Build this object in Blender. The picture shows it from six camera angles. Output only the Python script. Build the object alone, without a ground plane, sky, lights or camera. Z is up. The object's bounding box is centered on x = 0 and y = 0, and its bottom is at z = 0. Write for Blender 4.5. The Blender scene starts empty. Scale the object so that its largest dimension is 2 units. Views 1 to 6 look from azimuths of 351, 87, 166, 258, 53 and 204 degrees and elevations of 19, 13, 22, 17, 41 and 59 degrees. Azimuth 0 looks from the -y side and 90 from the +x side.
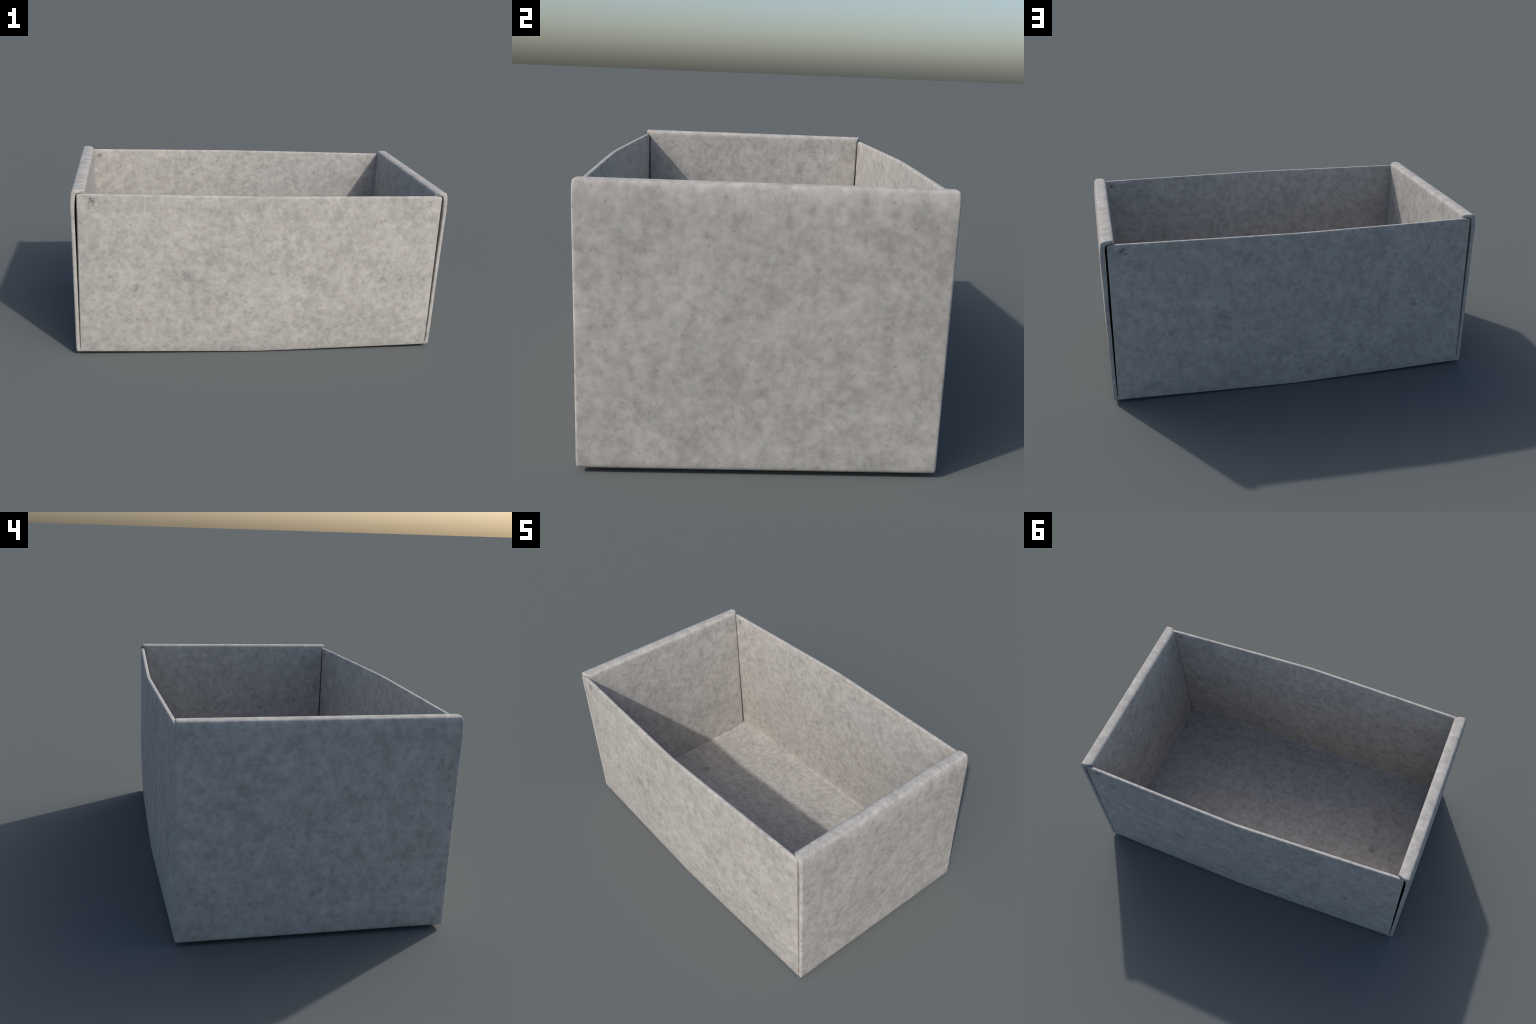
# Open grey recycled-board storage box: a U-shaped tray (floor + two bowed long
# side walls), tuck flaps folded in at the four corners, and double end walls
# (outer panel, rolled rim, inner panel) folded over the flaps.
import bpy, math
import numpy as np

HALF_LEN = 0.9625      # x where the long walls fold into the tuck flaps
HALF_WID = 0.5580      # outer half width at the ends
WALL_TOP = 0.8885
SHEET = 0.0180         # board thickness of tray
END_Z = 0.0135         # underside height at the ends of the tray (centre sags to 0)


# ------------------------------------------------------------------ material
def board_material():
    mat = bpy.data.materials.new("recycled_grey_board")
    mat.use_nodes = True
    nt = mat.node_tree
    nt.nodes.clear()
    N, L = nt.nodes.new, nt.links.new

    def math_node(op, a, b=None, clamp=False):
        n = N("ShaderNodeMath"); n.operation = op; n.use_clamp = clamp
        for i, v in enumerate((a, b)):
            if v is None:
                continue
            if isinstance(v, (int, float)):
                n.inputs[i].default_value = v
            else:
                L(v, n.inputs[i])
        return n.outputs[0]

    coord = N("ShaderNodeTexCoord").outputs["Object"]

    def noise(scale, detail, rough, offset, distort=0.0):
        m = N("ShaderNodeMapping")
        m.inputs["Location"].default_value = offset
        L(coord, m.inputs["Vector"])
        t = N("ShaderNodeTexNoise")
        t.inputs["Scale"].default_value = scale
        t.inputs["Detail"].default_value = detail
        t.inputs["Roughness"].default_value = rough
        t.inputs["Distortion"].default_value = distort
        L(m.outputs[0], t.inputs["Vector"])
        return t.outputs["Fac"]

    grain = noise(46, 1.6, 0.5, (1.3, 4.1, 2.7))
    fibre = noise(105, 2.0, 0.6, (2.4, 9.3, 6.6))
    mottle = noise(23, 1.6, 0.5, (7.9, 0.4, 5.2))
    cloud = noise(7.5, 2.0, 0.5, (3.6, 8.8, 1.1))
    tone = math_node("ADD", math_node("ADD", math_node("MULTIPLY", fibre, 0.15), math_node("MULTIPLY", grain, 0.28)),
                     math_node("ADD", math_node("MULTIPLY", mottle, 0.36),
                               math_node("MULTIPLY", cloud, 0.21)))
    shade = math_node("ADD", 1.0, math_node("MULTIPLY", math_node("SUBTRACT", tone, 0.5), 1.60))
    base = N("ShaderNodeVectorMath"); base.operation = "SCALE"
    base.inputs[0].default_value = (0.390, 0.3730, 0.3510)
    L(shade, base.inputs["Scale"])
    col = base.outputs[0]

    # faint pinkish and greenish patches of mixed paper fibre
    hue = noise(30, 2.0, 0.6, (0.2, 6.3, 9.4))
    hr = N("ShaderNodeValToRGB")
    he = hr.color_ramp.elements
    he[0].position, he[0].color = 0.36, (0.980, 1.006, 0.996, 1)
    he[1].position, he[1].color = 0.64, (1.016, 0.994, 0.994, 1)
    L(hue, hr.inputs[0])
    mul = N("ShaderNodeMix"); mul.data_type = "RGBA"; mul.blend_type = "MULTIPLY"
    mul.inputs["Factor"].default_value = 1.0
    L(col, mul.inputs["A"]); L(hr.outputs[0], mul.inputs["B"])
    col = mul.outputs["Result"]

    # scattered small dark flecks
    fleck = noise(44, 1.0, 0.5, (5.5, 2.2, 8.1))
    fl = math_node("MULTIPLY", math_node("SUBTRACT", fleck, 0.64), 4.0, True)
    smudge = noise(15, 2.5, 0.6, (9.7, 3.1, 0.8), 0.6)      # soft wispy darker smudges
    fl = math_node("MAXIMUM", fl, math_node("MULTIPLY", math_node("SUBTRACT", smudge, 0.57), 1.4, True))
    # a few single larger stains, soft ellipsoids on the outside and inside faces
    stains = [(x * k, y * k, z, r, w) for k in (1, -1) for x, y, z, r, w in (
        (-0.888, -0.562, 0.855, 0.024, 0.75), (0.665, -0.590, 0.424, 0.024, 0.60),
        (-0.408, -0.597, 0.463, 0.034, 0.40), (-0.891, 0.541, 0.856, 0.018, 0.80),
        (-0.670, -0.575, 0.386, 0.024, 0.45), (0.998, 0.336, 0.790, 0.020, 0.30))]
    stains += [(0.894, -0.398, 0.020, 0.022, 0.70), (-0.673, 0.039, 0.020, 0.026, 0.65)]
    warp = N("ShaderNodeTexNoise"); warp.inputs["Scale"].default_value = 50
    L(coord, warp.inputs["Vector"])
    wv = N("ShaderNodeVectorMath"); wv.operation = "MULTIPLY_ADD"
    L(warp.outputs["Color"], wv.inputs[0])
    wv.inputs[1].default_value = (0.05, 0.05, 0.05)
    L(coord, wv.inputs[2])
    dark = fl
    for x, y, z, r, a in stains:
        d = N("ShaderNodeVectorMath"); d.operation = "DISTANCE"
        L(wv.outputs[0], d.inputs[0])
        d.inputs[1].default_value = (x + 0.025, y + 0.025, z + 0.025)
        f = math_node("SUBTRACT", 1.0, math_node("DIVIDE", d.outputs["Value"], r), True)
        dark = math_node("MAXIMUM", dark, math_node("MULTIPLY", f, a * 2.9))
    dk = N("ShaderNodeMix"); dk.data_type = "RGBA"
    L(math_node("MULTIPLY", dark, 0.55, True), dk.inputs["Factor"])
    L(col, dk.inputs["A"])
    dk.inputs["B"].default_value = (0.15, 0.144, 0.136, 1)
    col = dk.outputs["Result"]

    bump = N("ShaderNodeBump")
    bump.inputs["Strength"].default_value = 0.06
    bump.inputs["Distance"].default_value = 0.004
    L(tone, bump.inputs["Height"])
    bsdf = N("ShaderNodeBsdfPrincipled")
    bsdf.inputs["Roughness"].default_value = 0.92
    bsdf.inputs["Specular IOR Level"].default_value = 0.18
    L(col, bsdf.inputs["Base Color"])
    L(bump.outputs[0], bsdf.inputs["Normal"])
    out = N("ShaderNodeOutputMaterial")
    L(bsdf.outputs[0], out.inputs["Surface"])
    return mat


MAT = board_material()
root = bpy.data.objects.new("cardboard_box", None)
root["label"] = "open grey recycled cardboard box with folded double end walls"
root["category"] = "storage box"
bpy.context.collection.objects.link(root)


# ------------------------------------------------------------------ helpers
def mesh_from(verts, faces):
    me = bpy.data.meshes.new("board")
    me.from_pydata([tuple(map(float, v)) for v in verts], [], faces)
    me.validate()
    me.update()
    me.shade_smooth()
    return me


def add_part(name, me, parent=root):
    me.name = name
    ob = bpy.data.objects.new(name, me)
    ob.parent = parent
    me.materials.append(MAT)
    bpy.context.collection.objects.link(ob)
    return ob


def split_parts(verts, groups):
    """groups: {(key): [faces]} of one continuous sheet -> separate objects that
    share border vertices and carry the whole sheet's vertex normals."""
    whole = mesh_from(verts, [f for _, fs in groups for f in fs])
    normals = np.zeros(len(verts) * 3)
    whole.vertices.foreach_get("normal", normals)
    normals = normals.reshape(-1, 3)
    bpy.data.meshes.remove(whole)
    for name, fs in groups:
        used = sorted({i for f in fs for i in f})
        back = {v: k for k, v in enumerate(used)}
        me = mesh_from([verts[i] for i in used], [[back[i] for i in f] for f in fs])
        me.normals_split_custom_set_from_vertices([tuple(normals[i]) for i in used])
        add_part(name, me)


def catmull(points, per):
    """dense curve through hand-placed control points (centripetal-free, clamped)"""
    p = np.array(points, float)
    p = np.vstack([2 * p[0] - p[1], p, 2 * p[-1] - p[-2]])
    seg = []
    for i in range(1, len(p) - 2):
        a, b, c, d = p[i - 1], p[i], p[i + 1], p[i + 2]
        lb = np.linalg.norm(c[:2] - b[:2])
        m1 = (c - a) * lb / max(np.linalg.norm(c[:2] - a[:2]), 1e-6)
        m2 = (d - b) * lb / max(np.linalg.norm(d[:2] - b[:2]), 1e-6)
        n = max(2, min(per, int(lb / 0.012)))
        for t in np.arange(n) / n:
            seg.append((2*t**3-3*t**2+1)*b + (t**3-2*t**2+t)*m1
                       + (-2*t**3+3*t**2)*c + (t**3-t**2)*m2)
    seg.append(p[-2])
    return np.array(seg)


def bow(x):
    """how far the middle of a long wall is pushed out: soft crease at x = 0"""
    t = math.sqrt((x / HALF_LEN) ** 2 + 0.0002)
    return max(0.0, 1.0 - t ** 1.09)


def round_in(d, r):
    """inward offset of a rounded edge at distance d from the end"""
    if d >= r:
        return 0.0
    return r - math.sqrt(max(r * r - (r - d) ** 2, 0.0))


# ------------------------------------------------------------------ tray
def tray():
    r_end, r_out, r_in, T = 0.002, 0.010, 0.005, SHEET
    floor_t = 0.0148
    mids = list(np.linspace(0, HALF_LEN - 0.03, 44))
    ends = [HALF_LEN - d for d in (0.022, 0.014, 0.009, 0.006, 0.004, 0.002, 0.001, 0.0)]
    half = mids + ends
    xs = [-x for x in half[:0:-1]] + half
    levels = [1.0 - k for k in (0.010, 0.022, 0.04)] + list(np.linspace(0.93, 0.07, 20)) + [0.04, 0.02]

    def half_section(x):
        b = bow(x)
        d = HALF_LEN - abs(x)
        zb = END_Z - (END_Z - 0.0003) * b
        hb, ht = HALF_WID + 0.0165 * b, HALF_WID + 0.0335 * b
        inset = round_in(d, r_end)
        ztop = WALL_TOP - 0.0025 * max(0, 1 - d / 0.05) - round_in(d, 0.008)
        t = abs(x) / HALF_LEN
        flat = 1 - t ** 9                          # belly and sag fade out only near the ends

        def belly(z):
            f = min(max((z - zb) / (ztop - zb), 0.0), 1.0)
            return 0.0165 * (1 - t ** 7) * math.sin(math.pi * f ** 0.7)
        yo = lambda z: hb + (ht - hb) * (z - zb) / (ztop - zb) + belly(z) - inset
        yi = lambda z: (yo(z) + inset - T - 0.88 * belly(z)     # inner ply stays flat
                        + 0.0085 * (1 - t ** 7) * math.exp(-((z - zb) / 0.18) ** 2))
        o, i = [], []
        cr = 0.0055                                # rounding of the cut top edge
        for a in (90, 62, 38, 16):
            a = math.radians(a)
            o.append((yo(ztop) - cr + cr * math.cos(a), ztop - cr + cr * math.sin(a)))
            i.append((yi(ztop) + cr - cr * math.cos(a), ztop - cr + cr * math.sin(a)))
        for f in levels:
            zo = zb + r_out + (ztop - cr - zb - r_out) * f
            zi = zb + floor_t + r_in + (ztop - cr - zb - floor_t - r_in) * f
            o.append((yo(zo), zo)); i.append((yi(zi), zi))
        for a in (0, 22, 45, 68, 90):              # fold between wall and floor
            a = math.radians(a)
            o.append((yo(zb) - r_out + r_out * math.cos(a), zb + r_out - r_out * math.sin(a)))
            i.append((yi(zb) - r_in + r_in * math.cos(a), zb + floor_t + r_in - r_in * math.sin(a)))
        wall_n = len(o) - 3                        # split in the middle of the fold
        for f in (0.985, 0.965, 0.94, 0.90, 0.85, 0.75, 0.6, 0.45, 0.3, 0.15, 0.0):
            e = max(0.0, f / 0.97) ** 12
            zf = (END_Z - (END_Z - 0.0003) * flat) * (1 - e) + zb * e
            o.append((f * (yo(zb) - r_out), zf))
            i.append((f * (yi(zb) - r_in), zf + floor_t))
        return o, i, wall_n

    verts, sec_n, wall_n = [], 0, 0
    for x in xs:
        o, i, wall_n = half_section(x)
        O = o + [(-y, z) for y, z in o[-2::-1]]
        I = i + [(-y, z) for y, z in i[-2::-1]]
        sec_n = len(O)
        verts += [(x, y, z) for y, z in O] + [(x, y, z) for y, z in I]
    S = 2 * sec_n
    groups = {"side_wall": [], "floor": [], "other": []}

    def region(k):
        return "side_wall" if k < wall_n else ("other" if k >= sec_n - 1 - wall_n else "floor")
    for s in range(len(xs) - 1):
        a, b = s * S, (s + 1) * S
        for k in range(sec_n - 1):
            g = groups[region(k)]
            g.append((a + k, b + k, b + k + 1, a + k + 1))
            g.append((a + sec_n + k, a + sec_n + k + 1, b + sec_n + k + 1, b + sec_n + k))
        groups["side_wall"].append((a, a + sec_n, b + sec_n, b))
        e = sec_n - 1
        groups["other"].append((a + e, b + e, b + sec_n + e, a + sec_n + e))
    for base, flip in ((0, False), ((len(xs) - 1) * S, True)):   # cut ends, own sharp edge
        cap = len(verts)
        verts += [verts[base + k] for k in range(S)]
        for k in range(sec_n - 1):
            f = (cap + k, cap + k + 1, cap + sec_n + k + 1, cap + sec_n + k)
            groups[region(k)].append(f[::-1] if flip else f)
    split_parts(verts, [("floor", groups["floor"]), ("side_wall", groups["side_wall"]),
                        ("side_wall", groups["other"])])


# ------------------------------------------------------------------ tuck flaps
def tuck_flap(sx, sy):
    """flap folded in from a side wall, sandwiched inside the end wall"""
    import bmesh
    bm = bmesh.new()
    bmesh.ops.create_cube(bm, size=1.0)
    x0, x1, y0, y1, z0, z1 = 0.9468, 0.9608, 0.10, 0.5510, 0.045, 0.8815
    for v in bm.verts:
        v.co = (sx * (x0 if v.co.x < 0 else x1), sy * (y0 if v.co.y < 0 else y1),
                z0 if v.co.z < 0 else z1)
    if sx * sy < 0:
        bmesh.ops.reverse_faces(bm, faces=bm.faces)
    bmesh.ops.bevel(bm, geom=bm.edges[:], offset=0.005, segments=3, affect="EDGES", profile=0.5)
    me = bpy.data.meshes.new("flap")
    bm.to_mesh(me); bm.free()
    add_part("tuck_flap", me)


# ------------------------------------------------------------------ end walls
# outer x, outer z, inner x, inner z, half width of the sheet there
END_PROFILE = [
    (0.9610, 0.0140, 0.9610, 0.0325, 0.5555),
    (0.9745, 0.0140, 0.9635, 0.0350, 0.5565),
    (0.9828, 0.0175, 0.9652, 0.0410, 0.5575),
    (0.9863, 0.0300, 0.9662, 0.0550, 0.5580),
    (0.9880, 0.0800, 0.9668, 0.0900, 0.5580),
    (0.9902, 0.2800, 0.9695, 0.2800, 0.5580),
    (0.9935, 0.5600, 0.9725, 0.5600, 0.5580),
    (0.9965, 0.7500, 0.9758, 0.7400, 0.5580),
    (0.9982, 0.8150, 0.9760, 0.8000, 0.5580),
    (0.9968, 0.8550, 0.9742, 0.8400, 0.5580),
    (0.9928, 0.8880, 0.9712, 0.8690, 0.5580),
    (0.9888, 0.9003, 0.9685, 0.8815, 0.5572),
    (0.9828, 0.9058, 0.9635, 0.8868, 0.5568),
    (0.9650, 0.9084, 0.9550, 0.8890, 0.5562),
    (0.9490, 0.9086, 0.9510, 0.8890, 0.5535),
    (0.9370, 0.9065, 0.9485, 0.8875, 0.5485),
    (0.9290, 0.9015, 0.9472, 0.8840, 0.5432),
    (0.9250, 0.8930, 0.9466, 0.8780, 0.5398),
    (0.9245, 0.8750, 0.9462, 0.8650, 0.5380),
    (0.9190, 0.6000, 0.9390, 0.6000, 0.5360),
    (0.9125, 0.3000, 0.9325, 0.3000, 0.5330),
    (0.9075, 0.0600, 0.9275, 0.0600, 0.5300),
    (0.9068, 0.0340, 0.9268, 0.0340, 0.5260),
    (0.9066, 0.0225, 0.9266, 0.0225, 0.5150),
]


def end_wall(sx):
    prof = catmull([(o, z, i, zi, h) for o, z, i, zi, h in END_PROFILE], 26)
    r = 0.0075                                        # rounding of the cut side edges
    ys_in = [0.988, 0.97, 0.94] + list(np.linspace(0.88, -0.88, 20)) + [-0.94, -0.97, -0.988]
    verts, ring = [], 0
    for ox, oz, ix, iz, h in prof:
        O, I = np.array((ox, oz)), np.array((ix, iz))
        w = 1.0 if ox > 0.95 else 0.0                # outer panel bulges to full length
        k = min(1.0, max(0.0, (oz - 0.15) / 0.45))
        w *= k * k * (3 - 2 * k)
        w *= min(1.0, max(0.0, (0.893 - oz) / 0.06))
        w *= 1.0 - ox
        row = []

        def put(y, t):                               # t: 0 outer face .. 1 inner face
            P = O + (I - O) * t
            bulge = w * (1 - abs(y / h) ** 3)
            row.append((sx * (P[0] + bulge), y, P[1]))
        T = max(np.linalg.norm(I - O), 1e-4)
        rt = min(r / T, 0.5)
        ri, si = 0.75 * rt, 0.85 * r                 # the hidden side keeps a crisper edge
        q = [math.radians(a) for a in (0, 22.5, 45, 67.5, 90)]
        for f in [1.0] + ys_in + [-1.0]:
            put(f * (h - r), 0.0)
        for a in q[1:]:
            put(-(h - r) - r * math.sin(a), rt * (1 - math.cos(a)))
        for a in q[::-1][:-1]:
            put(-(h - si) - si * math.sin(a), 1 - ri * (1 - math.cos(a)))
        for f in [-1.0] + ys_in[::-1] + [1.0]:
            put(f * (h - si), 1.0)
        for a in q[1:]:
            put((h - si) + si * math.sin(a), 1 - ri * (1 - math.cos(a)))
        for a in q[::-1][:-1]:
            put((h - r) + r * math.sin(a), rt * (1 - math.cos(a)))
        ring = len(row)
        verts += row
    groups = [("end_panel", []), ("rolled_rim", []), ("inner_panel", [])]
    n = len(prof)
    rim0 = next(k for k in range(n) if prof[k][1] > 0.862)
    rim1 = next(k for k in range(n) if prof[k][0] < 0.94 and prof[k][1] < 0.872)

    def emit(g, f):
        groups[g][1].append(f if sx < 0 else f[::-1])
    for s in range(n - 1):
        g = 0 if s < rim0 else (1 if s < rim1 else 2)
        for k in range(ring):
            k2 = (k + 1) % ring
            emit(g, (s * ring + k, s * ring + k2, (s + 1) * ring + k2, (s + 1) * ring + k))
    emit(0, tuple(range(ring))[::-1])
    emit(2, tuple((n - 1) * ring + k for k in range(ring)))
    split_parts(verts, groups)


tray()
for sx in (-1, 1):
    end_wall(sx)
    for sy in (-1, 1):
        tuck_flap(sx, sy)
